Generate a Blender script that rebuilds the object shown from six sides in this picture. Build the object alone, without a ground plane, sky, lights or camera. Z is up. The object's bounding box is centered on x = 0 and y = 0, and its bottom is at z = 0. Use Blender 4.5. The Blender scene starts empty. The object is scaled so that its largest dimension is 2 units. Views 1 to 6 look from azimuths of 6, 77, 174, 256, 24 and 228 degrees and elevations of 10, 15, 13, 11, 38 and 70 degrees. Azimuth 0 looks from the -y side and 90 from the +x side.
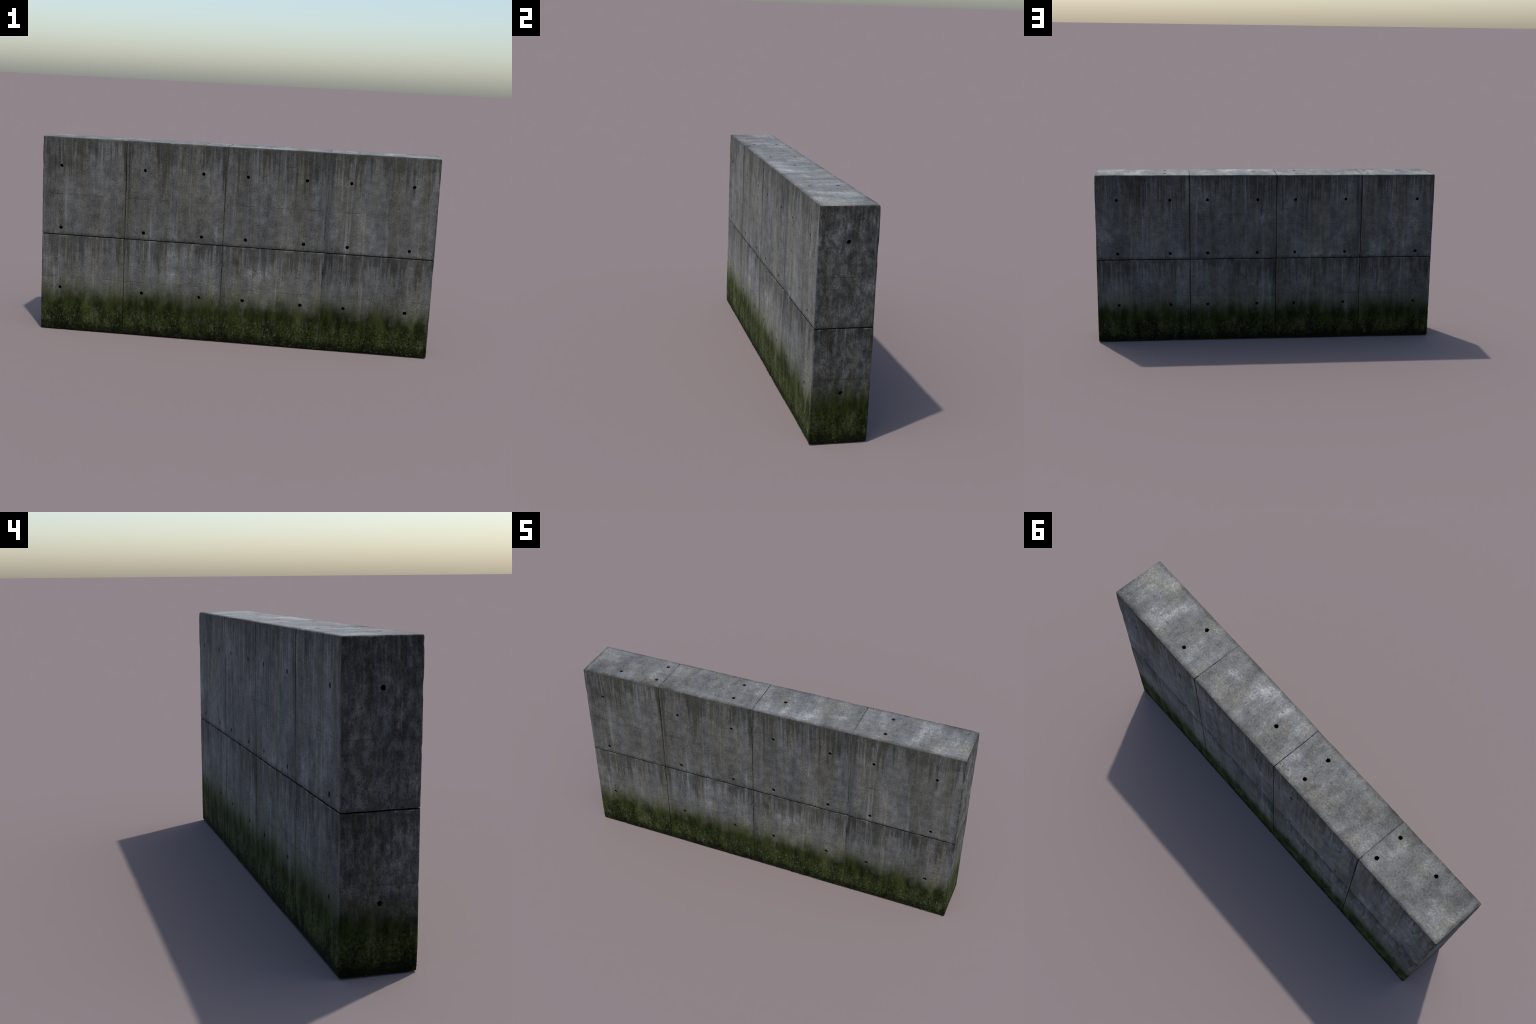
# Weathered cast-concrete wall: eight formwork panels (4 columns x 2 rows) with
# recessed joints, tie holes on every face, drip stains and a mossy foot.
import bpy, bmesh, math, random
import numpy as np
from mathutils import Vector, Matrix, noise as mnoise

random.seed(7)
rng = np.random.default_rng(7)

# ------------------------------------------------------------------ sizes (m)
HALF_LENGTH, HALF_DEPTH, HEIGHT = 0.9975, 0.1212, 0.9985
COLUMN_JOINTS = (-0.562, -0.055, 0.455)          # vertical joints, x
ROW_JOINT = 0.500                                # horizontal joint, z
FORM_LINES = (0.709, 0.279)                      # faint board lines, z
HOLE_COLUMNS = (-0.899, -0.467, -0.167, 0.057, 0.351, 0.570, 0.876)
HOLE_ROWS = (0.854, 0.536, 0.223)
TOP_HOLES = ((-0.806, -0.062), (-0.604, -0.063), (-0.604, 0.063), (-0.177, -0.062),
             (-0.177, 0.062), (0.072, -0.001), (0.598, -0.062), (0.598, 0.062))
END_HOLE_ROWS = (0.853, 0.222)
HOLE_RADIUS = 0.0102
STEP = 0.0065                                    # mesh pitch of the panels


# ------------------------------------------------------------- node helpers
class Tree:
    """Tiny expression layer over a material's node tree."""

    def __init__(self, material):
        material.use_nodes = True
        self.nt = material.node_tree
        self.nt.nodes.clear()
        self.out = self.nt.nodes.new('ShaderNodeOutputMaterial')
        self.bsdf = self.nt.nodes.new('ShaderNodeBsdfPrincipled')
        self.nt.links.new(self.bsdf.outputs[0], self.out.inputs[0])
        coordinate = self.nt.nodes.new('ShaderNodeTexCoord')
        self.position = Sock(self, coordinate.outputs['Object'])
        split = self.nt.nodes.new('ShaderNodeSeparateXYZ')
        self.link(self.position, split.inputs[0])
        self.x, self.y, self.z = (Sock(self, o) for o in split.outputs)

    def link(self, value, socket):
        if isinstance(value, Sock):
            self.nt.links.new(value.s, socket)
        else:
            socket.default_value = value

    def math(self, op, a, b=0.0, c=0.0, clamp=False):
        n = self.nt.nodes.new('ShaderNodeMath')
        n.operation, n.use_clamp = op, clamp
        for v, i in zip((a, b, c), n.inputs):
            self.link(v, i)
        return Sock(self, n.outputs[0])

    def vec(self, x, y, z):
        n = self.nt.nodes.new('ShaderNodeCombineXYZ')
        for v, i in zip((x, y, z), n.inputs):
            self.link(v, i)
        return Sock(self, n.outputs[0])

    def noise(self, vector, scale, detail=3.0, rough=0.55):
        n = self.nt.nodes.new('ShaderNodeTexNoise')
        self.link(vector, n.inputs['Vector'])
        n.inputs['Scale'].default_value = scale
        n.inputs['Detail'].default_value = detail
        n.inputs['Roughness'].default_value = rough
        return Sock(self, n.outputs[0])

    def voronoi(self, vector, scale, output='Distance', randomness=1.0):
        n = self.nt.nodes.new('ShaderNodeTexVoronoi')
        self.link(vector, n.inputs['Vector'])
        n.inputs['Scale'].default_value = scale
        n.inputs['Randomness'].default_value = randomness
        return Sock(self, n.outputs[output])

    def step(self, v, lo, hi):
        n = self.nt.nodes.new('ShaderNodeMapRange')
        n.interpolation_type = 'SMOOTHSTEP'
        self.link(v, n.inputs['Value'])
        self.link(lo, n.inputs['From Min'])
        self.link(hi, n.inputs['From Max'])
        return Sock(self, n.outputs[0])

    def ramp(self, v, stops):
        n = self.nt.nodes.new('ShaderNodeValToRGB')
        e = n.color_ramp.elements
        while len(e) < len(stops):
            e.new(0.5)
        for el, (p, c) in zip(e, stops):
            el.position, el.color = p, (*c, 1)
        self.link(v, n.inputs[0])
        return Sock(self, n.outputs[0])

    def mix(self, f, a, b, blend='MIX'):
        n = self.nt.nodes.new('ShaderNodeMix')
        n.data_type, n.blend_type = 'RGBA', blend
        self.link(f, n.inputs[0])
        for v, i in ((a, n.inputs[6]), (b, n.inputs[7])):
            self.link(v if isinstance(v, Sock) else (*v, 1), i)
        return Sock(self, n.outputs[2])

    def panel_tone(self, amount):
        """Every cast panel has its own slightly different grey."""
        index = self.math('GREATER_THAN', self.z, ROW_JOINT) * 5.0 + self.math('GREATER_THAN', self.y, 0.0) * 11.0
        for jx in COLUMN_JOINTS:
            index = index + self.math('GREATER_THAN', self.x, jx)
        n = self.nt.nodes.new('ShaderNodeTexWhiteNoise')
        n.noise_dimensions = '1D'
        self.link(index + 0.37, n.inputs['W'])
        return (Sock(self, n.outputs['Value']) - 0.5) * amount

    def finish(self, color, roughness, height, distance=0.002, strength=0.6, specular=0.5,
               gain=2.65, metallic=1.0):
        if gain != 1.0:
            color = self.mix(1.0, color, (gain, gain, gain), 'MULTIPLY')
        self.link(color, self.bsdf.inputs['Base Color'])
        self.link(roughness, self.bsdf.inputs['Roughness'])
        self.bsdf.inputs['Metallic'].default_value = metallic
        self.link(specular, self.bsdf.inputs['Specular IOR Level'])
        if height is not None:
            b = self.nt.nodes.new('ShaderNodeBump')
            b.inputs['Distance'].default_value = distance
            b.inputs['Strength'].default_value = strength
            self.link(height, b.inputs['Height'])
            self.nt.links.new(b.outputs[0], self.bsdf.inputs['Normal'])


class Sock:
    def __init__(self, t, s):
        self.t, self.s = t, s

    def __add__(self, o): return self.t.math('ADD', self, o)
    __radd__ = __add__
    def __mul__(self, o): return self.t.math('MULTIPLY', self, o)
    __rmul__ = __mul__
    def __sub__(self, o): return self.t.math('SUBTRACT', self, o)
    def __rsub__(self, o): return self.t.math('SUBTRACT', o, self)
    def abs(self): return self.t.math('ABSOLUTE', self)
    def clamp(self): return self.t.math('ADD', self, 0.0, clamp=True)


MOSS_STOPS = [(0.16, (0.0020, 0.0026, 0.0010)), (0.38, (0.0110, 0.0160, 0.0030)),
              (0.60, (0.0275, 0.0330, 0.0088)), (0.86, (0.0690, 0.0720, 0.0320))]


def moss_color(t):
    """Dark olive green: smooth film above, coarse yellow-green grain near the foot."""
    grain = t.noise(t.position, 105, 4, 0.7)
    blades = t.noise(t.vec(t.x * 60, t.y * 60, t.z * 16), 1.0, 3)
    patch = t.noise(t.vec(t.x * 18, t.y * 18, t.z * 7), 1.0, 3)
    coarse = t.step(t.z + (patch - 0.5) * 0.12, 0.17, 0.09)
    f = (0.44 + (grain - 0.5) * (coarse * 1.15 + 0.35) + (blades - 0.5) * 0.45 + (patch - 0.5) * 1.05)
    return t.ramp(f.clamp(), MOSS_STOPS), grain


def make_side_material():
    m = bpy.data.materials.new('streaked_concrete')
    t = Tree(m)
    p, x, y, z = t.position, t.x, t.y, t.z
    streak = t.noise(t.vec(x * 34, y * 34, z * 3.2), 1.0, 4, 0.6)
    fine_streak = t.noise(t.vec(x * 110, y * 110, z * 14), 1.0, 3, 0.6)
    broad = t.noise(t.vec(x * 7, y * 7, z * 2.6), 1.0, 2)
    blotch = t.noise(p, 26, 3, 0.6)
    grain = t.noise(t.vec(x * 210, y * 210, z * 140), 1.0, 3, 0.65)
    f = (0.47 + (streak - 0.5) * 0.26 + (fine_streak - 0.5) * 0.22 + (broad - 0.5) * 0.46
         + (blotch - 0.5) * 0.42 + (grain - 0.5) * 0.85 + t.panel_tone(0.07)
         + t.step(t.noise(t.vec(x * 6, y * 6, z * 5 + 4), 1.0, 3, 0.6), 0.52, 0.70) * 0.10)
    col = t.ramp(f.clamp(), [(0.12, (0.022, 0.022, 0.020)), (0.36, (0.0555, 0.0555, 0.0525)),
                             (0.60, (0.099, 0.099, 0.096)), (0.92, (0.191, 0.192, 0.187))])
    # warm brownish and cool bluish areas
    hue = t.noise(t.vec(x * 22, y * 22, z * 2.0), 1.0, 3)
    col = t.mix(t.step(hue, 0.46, 0.64) * 0.8, col, t.mix(1.0, col, (0.96, 0.93, 0.82), 'MULTIPLY'))
    col = t.mix(t.step(hue, 0.50, 0.34) * 0.7, col, t.mix(1.0, col, (0.97, 1.0, 1.06), 'MULTIPLY'))
    # pale lime runs
    lime = t.step(t.noise(t.vec(x * 42 + 20, y * 42, z * 1.3), 1.0, 3, 0.6), 0.585, 0.69)
    col = t.mix(lime * 0.24, col, (0.20, 0.203, 0.205))
    # drips of dark grime running down from the top rim and from the row joint
    runs = t.noise(t.vec(x * 75, y * 75, z * 3.0), 1.0, 3, 0.6)
    wide_runs = t.noise(t.vec(x * 11, y * 11, z * 1.0), 1.0, 2)
    reach = (runs - 0.42) * 0.95 + (wide_runs - 0.42) * 0.45
    top_drip = t.step(reach * 0.9 - (HEIGHT - z), -0.03, 0.10)
    joint_drip = t.step(reach * 0.60 - (ROW_JOINT - z), -0.03, 0.05) * t.step(z, ROW_JOINT + 0.001, ROW_JOINT - 0.001)
    rim = t.step(z + (blotch - 0.5) * 0.03, HEIGHT - 0.028, HEIGHT - 0.004)
    long_run = t.step(t.noise(t.vec(x * 19 + 5, y * 19, z * 0.9), 1.0, 3, 0.55), 0.53, 0.68) * t.step(z, 0.42, 0.98)
    top_drip = t.math('MAXIMUM', top_drip, long_run * 0.65)
    grime = t.math('MAXIMUM', top_drip * 0.72, t.math('MAXIMUM', joint_drip * 0.65, rim * 0.6))
    col = t.mix(grime, col, t.mix(1.0, col, (0.46, 0.455, 0.42), 'MULTIPLY'))
    # dirt bands beside the vertical joints
    for k, jx in enumerate(COLUMN_JOINTS):
        wander = (t.noise(t.vec(float(k), y * 9, z * 7), 1.0, 3) - 0.5) * 0.05
        band = t.step((x - jx - 0.008 + wander).abs(), 0.034, 0.004) * t.step(runs + (blotch - 0.5) * 0.5, 0.40, 0.62)
        col = t.mix(band * 0.5, col, t.mix(1.0, col, (0.42, 0.42, 0.41), 'MULTIPLY'))
    # the narrow ends: coarse mottled grime, with baked-in shade painted as darkening
    on_end = t.step(x.abs(), HALF_LENGTH - 0.006, HALF_LENGTH - 0.003)
    end_mottle_shade = t.step(t.noise(t.vec(x * 36, y * 36, z * 20), 1.0, 4, 0.68), 0.34, 0.62) * on_end
    col = t.mix(end_mottle_shade * 0.85, col, t.mix(1.0, col, (0.42, 0.42, 0.41), 'MULTIPLY'))
    # rust-dark run under a few tie holes
    for hx, hz, sign in ((0.876, 0.854, -1), (0.351, 0.223, -1), (-0.166, 0.85, 1), (0.572, 0.85, 1)):
        run = (t.step((x - hx + (blotch - 0.5) * 0.012).abs(), 0.011, 0.002) * t.step(z, hz - 0.10, hz - 0.01)
               * t.step(z, hz + 0.002, hz - 0.004) * t.step(y * sign, 0.10, 0.11))
        col = t.mix(run * 0.55, col, (0.022, 0.020, 0.016))
    # pale laitance along the lower lip of the row joint, and thin board lines
    lip = t.step((z - ROW_JOINT + 0.0045).abs(), 0.0030, 0.0006) * t.step(t.noise(p, 26, 3), 0.50, 0.64)
    col = t.mix(lip * 0.30, col, (0.22, 0.22, 0.215))
    above = t.step(z, ROW_JOINT, ROW_JOINT + 0.003) * t.step(z + (runs - 0.5) * 0.05, ROW_JOINT + 0.020, ROW_JOINT + 0.002)
    col = t.mix(above * 0.6, col, (0.030, 0.030, 0.028))
    line_total = None
    for k, lz in enumerate(FORM_LINES):
        wob = (t.noise(t.vec(x * 5, y * 5, float(k)), 1.0, 2) - 0.5) * 0.008
        gate = t.step(t.noise(t.vec(x * 9, y * 9, 3.0 + k), 1.0, 2), 0.45, 0.58)
        line = t.step((z - lz + wob).abs(), 0.0028, 0.0006) * t.math('MAXIMUM', gate, on_end * 0.8)
        col = t.mix(line * 0.5, col, (0.028, 0.028, 0.026))
        line_total = line if line_total is None else line_total + line
    # bug holes and pale specks
    pits = t.step(t.voronoi(t.vec(x + (grain - 0.5) * 0.010, y + (blotch - 0.5) * 0.02, t.z + (grain - 0.5) * 0.008), 68), 0.27, 0.08) * t.math('MAXIMUM', t.step(t.noise(p, 9, 3), 0.44, 0.60), on_end * 0.8)
    col = t.mix(pits * 0.75, col, (0.018, 0.018, 0.017))
    specks = t.step(t.voronoi(t.vec(x + 3.1, y, z), 55), 0.13, 0.05)
    col = t.mix(specks * 0.14, col, (0.24, 0.24, 0.235))
    # moss creeping up from the foot, fading out in vertical tongues
    moss, moss_grain = moss_color(t)
    tongue = t.noise(t.vec(x * 24, y * 24, z * 7), 1.0, 4, 0.65)
    swell = t.noise(t.vec(x * 5.5, y * 5.5, 0.0), 1.0, 2)
    limit = 0.204 + (blotch - 0.5) * 0.08 + (tongue - 0.5) * 0.12 + (swell - 0.5) * 0.12 + (moss_grain - 0.5) * 0.06
    cover = t.step(limit - z, -0.062, 0.060)
    haze = t.step(limit - z, -0.14, 0.02)
    col = t.mix(haze * 0.55, col, t.mix(1.0, col, (0.74, 0.76, 0.48), 'MULTIPLY'))
    bare = t.step(t.noise(t.vec(x * 95 + 9, y * 95, z * 60), 1.0, 3, 0.6), 0.56, 0.68) * t.step(z, 0.15, 0.11)
    thin = t.step(blotch * 0.5 + tongue * 0.5, 0.48, 0.36) * 0.35
    col = t.mix(cover * (1.0 - bare * 0.65) * (0.95 - thin), col, moss)
    # near-black clumps over the lowest centimetres
    foot_dark = t.step((t.noise(p, 34, 4, 0.7) - 0.2) * 0.125 - z, -0.022, 0.022)
    col = t.mix(foot_dark * 0.8, col, (0.0045, 0.0048, 0.0030))
    rough = (0.94 + (grain - 0.5) * 0.2 + cover * 0.04).clamp()
    height = (grain * 0.35 + blotch * 0.35 + streak * 0.15 - pits * 0.9 - line_total * 0.35
              + cover * (moss_grain - 0.3) * 1.6)
    t.finish(col, rough, height, 0.003, 0.5)
    return m


def make_top_material():
    m = bpy.data.materials.new('weathered_top_concrete')
    t = Tree(m)
    p, x, y = t.position, t.x, t.y
    cloud = t.noise(p, 5.5, 4, 0.6)
    band = t.noise(t.vec(x * 15, y * 5, 0.0), 1.0, 3)
    blotch = t.noise(p, 30, 4, 0.65)
    grain = t.noise(p, 125, 4, 0.7)
    f = (0.475 + (cloud - 0.5) * 0.62 + (band - 0.5) * 0.55 + (blotch - 0.5) * 0.36 + (grain - 0.5) * 0.78 + t.panel_tone(0.08))
    col = t.ramp(f.clamp(), [(0.08, (0.034, 0.033, 0.030)), (0.34, (0.078, 0.077, 0.074)),
                             (0.56, (0.131, 0.130, 0.125)), (0.84, (0.262, 0.260, 0.248))])
    hue = t.noise(p, 9, 3)
    col = t.mix(t.step(hue, 0.48, 0.62) * 0.6, col, t.mix(1.0, col, (1.0, 0.97, 0.86), 'MULTIPLY'))
    col = t.mix(t.step(hue, 0.48, 0.36) * 0.35, col, t.mix(1.0, col, (0.96, 1.0, 1.04), 'MULTIPLY'))
    pits = t.step(t.voronoi(t.vec(x + (grain - 0.5) * 0.010, y + (blotch - 0.5) * 0.02, t.z + (grain - 0.5) * 0.008), 60), 0.27, 0.06) * t.step(t.noise(p, 17, 2), 0.40, 0.56)
    col = t.mix(pits * 0.62, col, (0.028, 0.027, 0.024))
    edge = (t.math('MAXIMUM', y.abs() - HALF_DEPTH, x.abs() - HALF_LENGTH))
    grime = t.step(edge + (blotch - 0.5) * 0.07, -0.022, 0.002)
    col = t.mix(grime * 0.75, col, t.mix(1.0, col, (0.45, 0.44, 0.39), 'MULTIPLY'))
    lichen = t.step(t.noise(p, 38, 3, 0.7), 0.66, 0.74)
    col = t.mix(lichen * 0.3, col, (0.055, 0.048, 0.028))
    height = grain * 0.45 + blotch * 0.5 - pits * 0.2
    t.finish(col, (0.93 + (grain - 0.5) * 0.2).clamp(), height, 0.003, 0.5)
    return m


def make_joint_material():
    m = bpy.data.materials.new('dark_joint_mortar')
    t = Tree(m)
    g = t.noise(t.position, 60, 3)
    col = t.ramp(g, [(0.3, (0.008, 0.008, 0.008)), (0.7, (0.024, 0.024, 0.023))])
    t.finish(col, 0.95, g, 0.002, 0.5, gain=0.8)
    return m


def make_seam_material():
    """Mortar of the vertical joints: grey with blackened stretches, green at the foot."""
    m = bpy.data.materials.new('patchy_seam_mortar')
    t = Tree(m)
    g = t.noise(t.position, 90, 3)
    stretch = t.noise(t.position, 7, 3, 0.6)
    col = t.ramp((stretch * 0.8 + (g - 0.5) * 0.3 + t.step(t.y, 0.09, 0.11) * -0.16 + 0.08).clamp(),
                 [(0.34, (0.010, 0.010, 0.010)), (0.56, (0.075, 0.075, 0.072))])
    col = t.mix(t.step(t.z + (g - 0.5) * 0.08, 0.20, 0.12) * 0.9, col, (0.008, 0.010, 0.004))
    t.finish(col, 0.95, g, 0.002, 0.5)
    return m


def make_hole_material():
    m = bpy.data.materials.new('dark_hole_lining')
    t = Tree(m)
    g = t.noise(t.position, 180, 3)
    col = t.ramp(g, [(0.3, (0.004, 0.004, 0.004)), (0.7, (0.012, 0.012, 0.012))])  # near-black colour for the inside of the tie holes
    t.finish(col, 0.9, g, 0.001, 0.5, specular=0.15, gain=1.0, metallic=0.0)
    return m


def make_moss_material():
    m = bpy.data.materials.new('moss_cushion')
    t = Tree(m)
    col, g = moss_color(t)
    tip = t.noise(t.position, 75, 2)
    col = t.mix(t.step(tip, 0.56, 0.70) * 0.6, col, (0.062, 0.072, 0.026))
    t.finish(col, 0.95, t.noise(t.position, 420, 3), 0.0015, 0.7)
    return m


SIDE, TOP = make_side_material(), make_top_material()
JOINT, SEAM, HOLE, MOSS = make_joint_material(), make_seam_material(), make_hole_material(), make_moss_material()


# ---------------------------------------------------------------- geometry
def object_from(name, mesh, parent):
    o = bpy.data.objects.new(name, mesh)
    bpy.context.scene.collection.objects.link(o)
    o.parent = parent
    return o


def fbm(p, scale, octaves=3, seed=0.0):
    return mnoise.fractal(Vector((p[0] * scale + seed, p[1] * scale - seed, p[2] * scale + 0.5 * seed)),
                          1.0, 2.0, octaves)


def axis_lines(lo, hi, r_lo, r_hi):
    """Grid lines along one axis, with extra ones inside the rounded edges."""
    n = max(2, int(round((hi - lo - r_lo - r_hi) / STEP)))
    inner = [lo + r_lo + (hi - lo - r_lo - r_hi) * i / n for i in range(n + 1)]
    return [lo, lo + r_lo * 0.45] + inner + [hi - r_hi * 0.45, hi]


def rounded_block(lo, hi, r_lo, r_hi):
    """Gridded box as a bmesh; each of its six sides has its own edge radius."""
    axes = [axis_lines(lo[a], hi[a], r_lo[a], r_hi[a]) for a in range(3)]
    counts = [len(a) for a in axes]
    bm = bmesh.new()
    verts = {}

    def vert(i, j, k):
        key = (i, j, k)
        if key not in verts:
            p = [axes[0][i], axes[1][j], axes[2][k]]
            q = [min(max(p[a], lo[a] + r_lo[a]), hi[a] - r_hi[a]) for a in range(3)]
            r = [r_lo[a] if p[a] < q[a] else r_hi[a] for a in range(3)]
            d = Vector([(p[a] - q[a]) / r[a] for a in range(3)])      # unit-box offset
            if d.length > 1e-9:
                d = d.normalized() * max(abs(c) for c in d)
            verts[key] = bm.verts.new([q[a] + d[a] * r[a] for a in range(3)])
        return verts[key]

    for a in range(3):
        b, c = (a + 1) % 3, (a + 2) % 3
        for side in (0, counts[a] - 1):
            for u in range(counts[b] - 1):
                for v in range(counts[c] - 1):
                    quad = []
                    for du, dv in ((0, 0), (1, 0), (1, 1), (0, 1)):
                        idx = [0, 0, 0]
                        idx[a], idx[b], idx[c] = side, u + du, v + dv
                        quad.append(vert(*idx))
                    bm.faces.new(quad if side else quad[::-1])
    bm.normal_update()
    return bm


def belly(z):
    """Faces swell slightly away from the top rim and the foot."""
    return 0.0010 + 0.0012 * min(1.0, max(0.0, min(HEIGHT - z, z) / 0.10))


def weather(bm, lo, hi):
    """Slight waviness of the cast faces, nibbled edges and uneven joint lips."""
    bm.normal_update()
    moves = []
    for v in bm.verts:
        p, n = v.co, v.normal
        d = belly(p.z) + 0.0011 * fbm(p, 3.2, 2, 3.0) + 0.0004 * fbm(p, 14, 2, 11.0)
        near = sorted(min(p[a] - lo[a], hi[a] - p[a]) for a in range(3))
        if near[1] < 0.012:                      # close to an edge: chips
            chip = max(0.0, fbm(p, 13, 3, 31.0) - 0.2)
            d -= 0.005 * chip * (1 - max(near[1], 0) / 0.012)
        on_end = abs(p.x) > HALF_LENGTH - 0.004
        if on_end:
            d += 0.0011 * fbm(p, 5.5, 2, 77.0)
        n = n.copy()
        wear = 0.0008 * max(0.0, fbm(p, 24, 3, 91.0) + 0.25)
        pull = Vector((0, 0, 0))
        for jx in COLUMN_JOINTS:
            if abs(p.x - jx) < 0.003:            # joint flank: never bulge into the gap
                pull.x = wear * (1 if p.x > jx else -1)
                n.x = 0.0
        if abs(p.z - ROW_JOINT) < 0.0035:
            pull.z = 1.5 * wear * (1 if p.z > ROW_JOINT else -1)
            n.z = 0.0
        moves.append(p + n * d + pull)
    for v, p in zip(bm.verts, moves):
        p.z = max(p.z, 0.0)
        p.x = min(max(p.x, -1.0), 1.0)
        v.co = p
        if p.z < 0.012 and lo[2] < 0.1:          # foot does not sit quite flat
            lift = 0.0030 + 0.004 * fbm((p.x, p.y, 0), 2.2, 2, 5.0)
            v.co.z += max(0.0, lift) * (1 - max(p.z, 0) / 0.012)


HOLE_SHAPES = []
for k in range(6):
    sides = (6, 5, 5, 6, 7, 5)[k]
    turn = random.uniform(0, 6.28)
    HOLE_SHAPES.append([(turn + 2 * math.pi * i / sides + random.uniform(-0.18, 0.18),
                         random.uniform(0.88, 1.12)) for i in range(sides)])


def hole_ring(shape, radius, z):
    return [(radius * r * math.cos(a), radius * r * math.sin(a), z) for a, r in shape]


def prism(rings):
    """Closed solid through a list of rings."""
    n = len(rings[0])
    verts = [p for ring in rings for p in ring]
    faces = [tuple(range(n))[::-1], tuple(range(len(verts) - n, len(verts)))]
    for s in range(len(rings) - 1):
        for i in range(n):
            j = (i + 1) % n
            faces.append((s * n + i, s * n + j, (s + 1) * n + j, (s + 1) * n + i))
    return verts, faces


DEPTH = 0.030
CUTTERS, LININGS = [], []
for shape in HOLE_SHAPES:
    # local +z points out of the wall face, z = 0 on the face
    cut = prism([hole_ring(shape, HOLE_RADIUS * 0.9, -DEPTH - 0.001), hole_ring(shape, HOLE_RADIUS, 0.0),
                 hole_ring(shape, HOLE_RADIUS * 1.02, 0.012)])
    CUTTERS.append(cut)
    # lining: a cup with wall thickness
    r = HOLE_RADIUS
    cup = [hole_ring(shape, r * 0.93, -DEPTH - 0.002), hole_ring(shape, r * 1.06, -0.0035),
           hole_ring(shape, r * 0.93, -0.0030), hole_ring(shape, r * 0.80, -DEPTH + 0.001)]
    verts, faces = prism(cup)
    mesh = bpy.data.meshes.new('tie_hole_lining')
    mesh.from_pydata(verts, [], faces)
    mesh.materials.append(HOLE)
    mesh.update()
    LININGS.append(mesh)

# every tie hole: position on the nominal face, outward direction
HOLES = []
for hx in HOLE_COLUMNS:
    for hz in HOLE_ROWS:
        HOLES.append(((hx, -HALF_DEPTH, hz), (0, -1, 0)))
        HOLES.append(((hx, HALF_DEPTH, hz), (0, 1, 0)))
for hx, hy in TOP_HOLES:
    HOLES.append(((hx, hy, HEIGHT), (0, 0, 1)))
for hz in END_HOLE_ROWS:
    for s in (-1, 1):
        HOLES.append(((s * HALF_LENGTH, 0.0, hz), (s, 0, 0)))


def hole_matrix(position, out):
    q = Vector(out).to_track_quat('Z', 'Y')
    return Matrix.Translation(position) @ q.to_matrix().to_4x4()


HOLE_LIST = []
for position, out in HOLES:
    HOLE_LIST.append((position, hole_matrix(position, out) @ Matrix.Rotation(random.uniform(0, 6.28), 4, 'Z'),
                      random.randrange(len(HOLE_SHAPES))))

wall = bpy.data.objects.new('concrete_wall', None)
bpy.context.scene.collection.objects.link(wall)
wall['label'] = 'grey weathered concrete wall with formwork joints, tie holes and mossy foot'
wall['category'] = 'concrete wall'

x_edges = [-HALF_LENGTH, *COLUMN_JOINTS, HALF_LENGTH]
z_edges = [0.0, ROW_JOINT, HEIGHT]
GAP = 0.00085                                     # half width of a joint
depsgraph = bpy.context.evaluated_depsgraph_get

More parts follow.
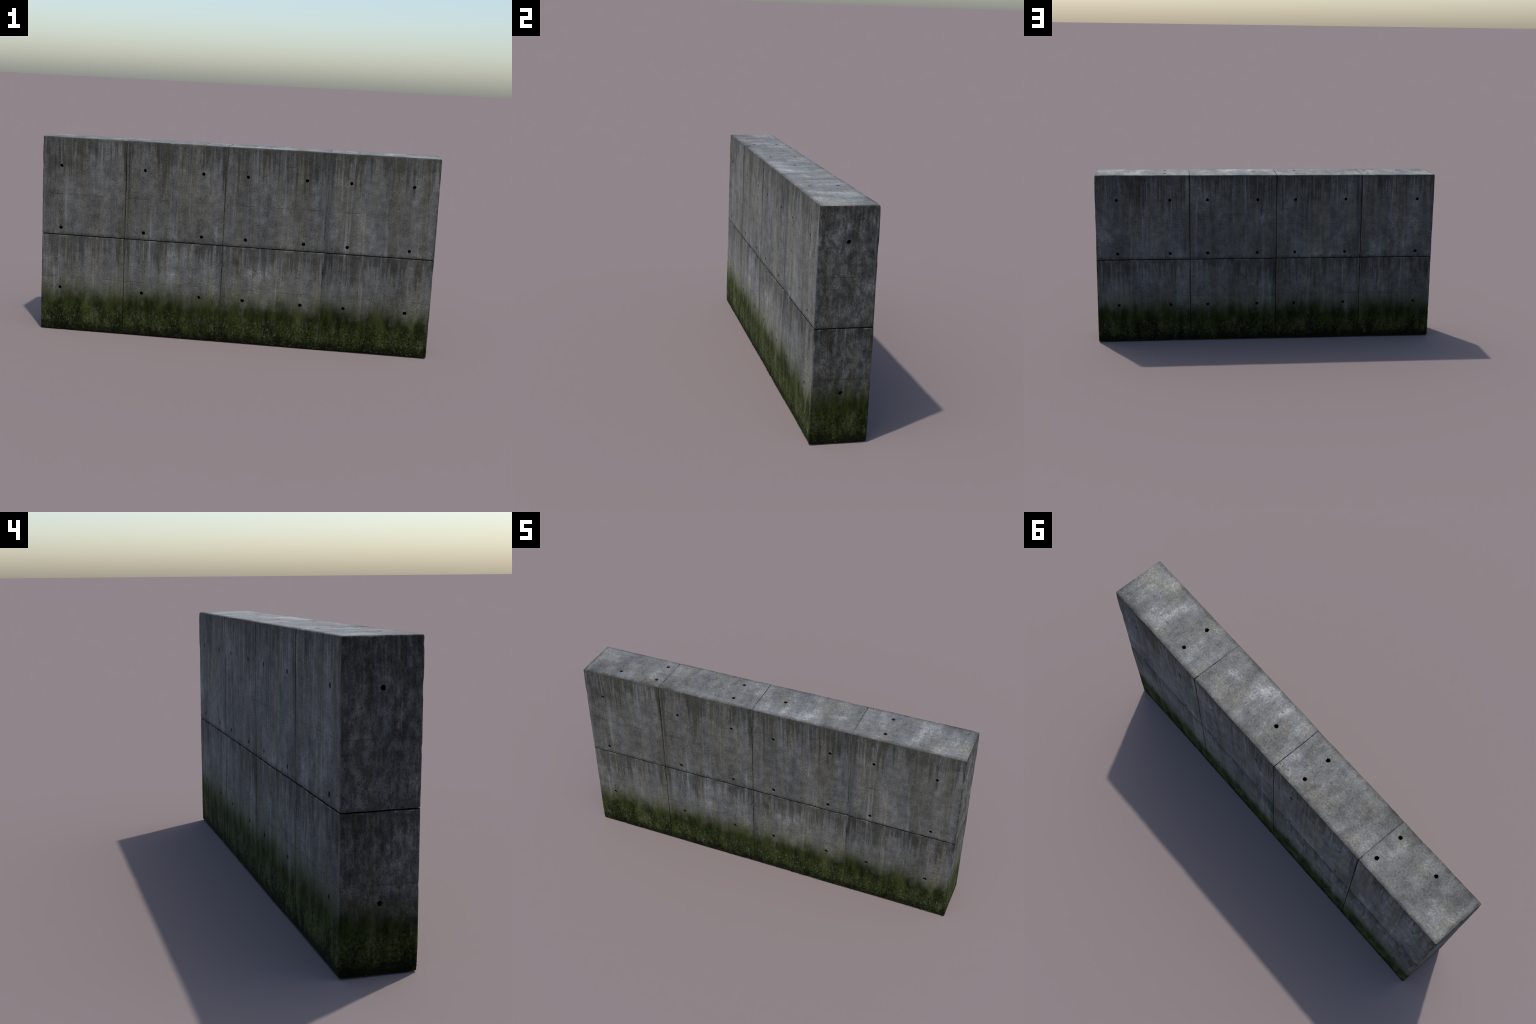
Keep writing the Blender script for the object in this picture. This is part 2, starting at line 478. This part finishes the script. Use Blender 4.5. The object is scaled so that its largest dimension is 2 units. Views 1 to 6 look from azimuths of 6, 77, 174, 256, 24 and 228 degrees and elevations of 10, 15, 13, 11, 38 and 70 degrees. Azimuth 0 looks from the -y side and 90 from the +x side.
for row in range(2):
    for column in range(4):
        lo = [x_edges[column] + (GAP if column else 0), -HALF_DEPTH, z_edges[row] + (1.25 * GAP if row else 0)]
        hi = [x_edges[column + 1] - (GAP if column < 3 else 0), HALF_DEPTH, z_edges[row + 1] - (0 if row else 1.25 * GAP)]
        tight, soft = 0.0009, 0.0052             # joint lips, outer corners
        r_lo = [tight if column else soft, soft, tight if row else soft]
        r_hi = [tight if column < 3 else soft, soft, soft if row else tight]
        bm = rounded_block(lo, hi, r_lo, r_hi)
        weather(bm, lo, hi)
        mesh = bpy.data.meshes.new('wall_panel')
        bm.to_mesh(mesh)
        bm.free()
        mesh.materials.append(SIDE)
        mesh.materials.append(TOP)
        panel = object_from('wall_panel', mesh, wall)

        mine = [h for h in HOLE_LIST if lo[0] - 0.01 < h[0][0] < hi[0] + 0.01 and lo[2] - 0.01 < h[0][2] < hi[2] + 0.01]
        verts, faces = [], []
        for position, matrix, k in mine:
            cv, cf = CUTTERS[k]
            base = len(verts)
            verts += [tuple(matrix @ Vector(c)) for c in cv]
            faces += [tuple(i + base for i in f) for f in cf]
        cut_mesh = bpy.data.meshes.new('cutter')
        cut_mesh.from_pydata(verts, [], faces)
        cut_mesh.materials.append(SIDE)
        cut_mesh.update()
        cutter = object_from('cutter', cut_mesh, None)
        mod = panel.modifiers.new('holes', 'BOOLEAN')
        mod.operation, mod.object, mod.solver = 'DIFFERENCE', cutter, 'EXACT'
        done = bpy.data.meshes.new_from_object(panel.evaluated_get(depsgraph()))
        panel.modifiers.clear()
        panel.data = done
        done.name = 'wall_panel'
        bpy.data.objects.remove(cutter)
        bpy.data.meshes.remove(cut_mesh)
        bpy.data.meshes.remove(mesh)

        done.materials.append(JOINT)
        index = np.zeros(len(done.polygons), dtype=np.int32)
        for f in done.polygons:
            c, n = f.center, f.normal
            if row == 1 and c.z > HEIGHT - 0.006 and n.z > 0.75:
                index[f.index] = 1               # weathered top
            elif (any(abs(c.x - jx) < GAP + 0.0012 for jx in (COLUMN_JOINTS if c.z < HEIGHT - 0.012 or abs(c.y) > 0.11
                                                              else COLUMN_JOINTS[1:2])) and abs(n.x) > 0.75) or \
                    (abs(c.z - ROW_JOINT) < 1.25 * GAP + 0.0012 and abs(n.z) > 0.75):
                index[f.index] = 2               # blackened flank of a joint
        done.polygons.foreach_set('material_index', index)
        done.polygons.foreach_set('use_smooth', np.ones(len(done.polygons), dtype=bool))
        done.set_sharp_from_angle(angle=math.radians(48))

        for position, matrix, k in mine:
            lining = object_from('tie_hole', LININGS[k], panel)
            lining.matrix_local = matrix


def joint_filler(lo, hi, thin_axis, roam, seed, material):
    """Mortar slab between panels; its visible rim wanders in and out."""
    radius = [0.0008 if a == thin_axis else 0.0055 for a in range(3)]
    bm = rounded_block(lo, hi, radius, radius)
    for v in bm.verts:
        for a in range(3):
            if a == thin_axis:
                continue
            near_lo = v.co[a] - lo[a] < hi[a] - v.co[a]
            if (v.co[a] - lo[a] if near_lo else hi[a] - v.co[a]) < 0.002:
                shift = max(-0.5 * roam, roam * fbm(v.co, 5.0, 2, seed))
                if a == 1:
                    shift -= belly(v.co.z)
                    if thin_axis == 0 and abs(v.co.z - ROW_JOINT) < 0.008:
                        shift += 0.005           # stays clear of the row joint
                v.co[a] += shift * (1 if near_lo else -1)
        v.co.z = min(v.co.z, HEIGHT + 0.0008)
    mesh = bpy.data.meshes.new('joint_filler')
    bm.to_mesh(mesh)
    bm.free()
    mesh.materials.append(material)
    object_from('joint_filler', mesh, wall)


THICK = 0.0034
joint_filler([-HALF_LENGTH + 0.006, -HALF_DEPTH + 0.0070, ROW_JOINT - THICK],
             [HALF_LENGTH - 0.006, HALF_DEPTH - 0.0070, ROW_JOINT + THICK], 2, 0.0045, 1.0, JOINT)
# depth of the recess on the front, the back and the top of each vertical joint
for jx, front, back, top in zip(COLUMN_JOINTS, (0.0036, 0.0030, 0.0006), (0.0075, 0.0085, 0.0080), (-0.0022, 0.0030, -0.0012)):
    joint_filler([jx - THICK, -HALF_DEPTH + front, 0.008],
                 [jx + THICK, HALF_DEPTH - back, HEIGHT - top], 0, 0.0026, 10.0 + jx, SEAM)

# moss cushions: small lumps sitting on the lower faces
ball = bmesh.new()
bmesh.ops.create_icosphere(ball, subdivisions=1, radius=1.0)
ball.verts.ensure_lookup_table()
unit = np.array([v.co[:] for v in ball.verts])
tris = np.array([[v.index for v in f.verts] for f in ball.faces])
ball.free()
all_verts, all_faces, count = [], [], 0
perimeter = 2 * (2 * HALF_LENGTH + 2 * HALF_DEPTH)
for _ in range(9000):
    s = rng.uniform(0, perimeter)
    h = 0.004 + 0.20 * rng.beta(1.1, 2.6)
    u = rng.random()
    if s < 4 * HALF_LENGTH:
        side = -1 if s < 2 * HALF_LENGTH else 1
        px = (s % (2 * HALF_LENGTH)) - HALF_LENGTH
        base, normal, tangent = np.array([px, side * HALF_DEPTH, h]), np.array([0, side, 0]), np.array([1, 0, 0])
    else:
        s -= 4 * HALF_LENGTH
        side = -1 if s < 2 * HALF_DEPTH else 1
        py = (s % (2 * HALF_DEPTH)) - HALF_DEPTH
        base, normal, tangent = np.array([side * HALF_LENGTH, py, h]), np.array([side, 0, 0]), np.array([0, 1, 0])
    density = 0.55 + 0.9 * fbm(base, 17, 2, 50.0) - h * 2.6
    if u > density:
        continue
    size = rng.uniform(0.0016, 0.0040)
    up = np.array([0, 0, 1.0])
    wobble = unit * (1 + rng.normal(0, 0.14, (len(unit), 1)))
    lump = (base + np.outer(wobble[:, 0] * size * rng.uniform(0.8, 1.3), tangent)
            + np.outer(wobble[:, 1] * size * rng.uniform(0.8, 1.5), up)
            + np.outer(wobble[:, 2] * min(size * 0.55, 0.0016), normal))
    lump[:, 2] = np.maximum(lump[:, 2], 0.001)
    all_verts.append(lump)
    all_faces.append(tris + count)
    count += len(unit)
moss_mesh = bpy.data.meshes.new('moss')
moss_mesh.from_pydata(np.concatenate(all_verts).tolist(), [], np.concatenate(all_faces).tolist())
moss_mesh.materials.append(MOSS)
moss_mesh.polygons.foreach_set('use_smooth', np.ones(len(moss_mesh.polygons), dtype=bool))
moss_mesh.update()
moss = object_from('moss', moss_mesh, wall)
moss['kind'] = 'stuff'
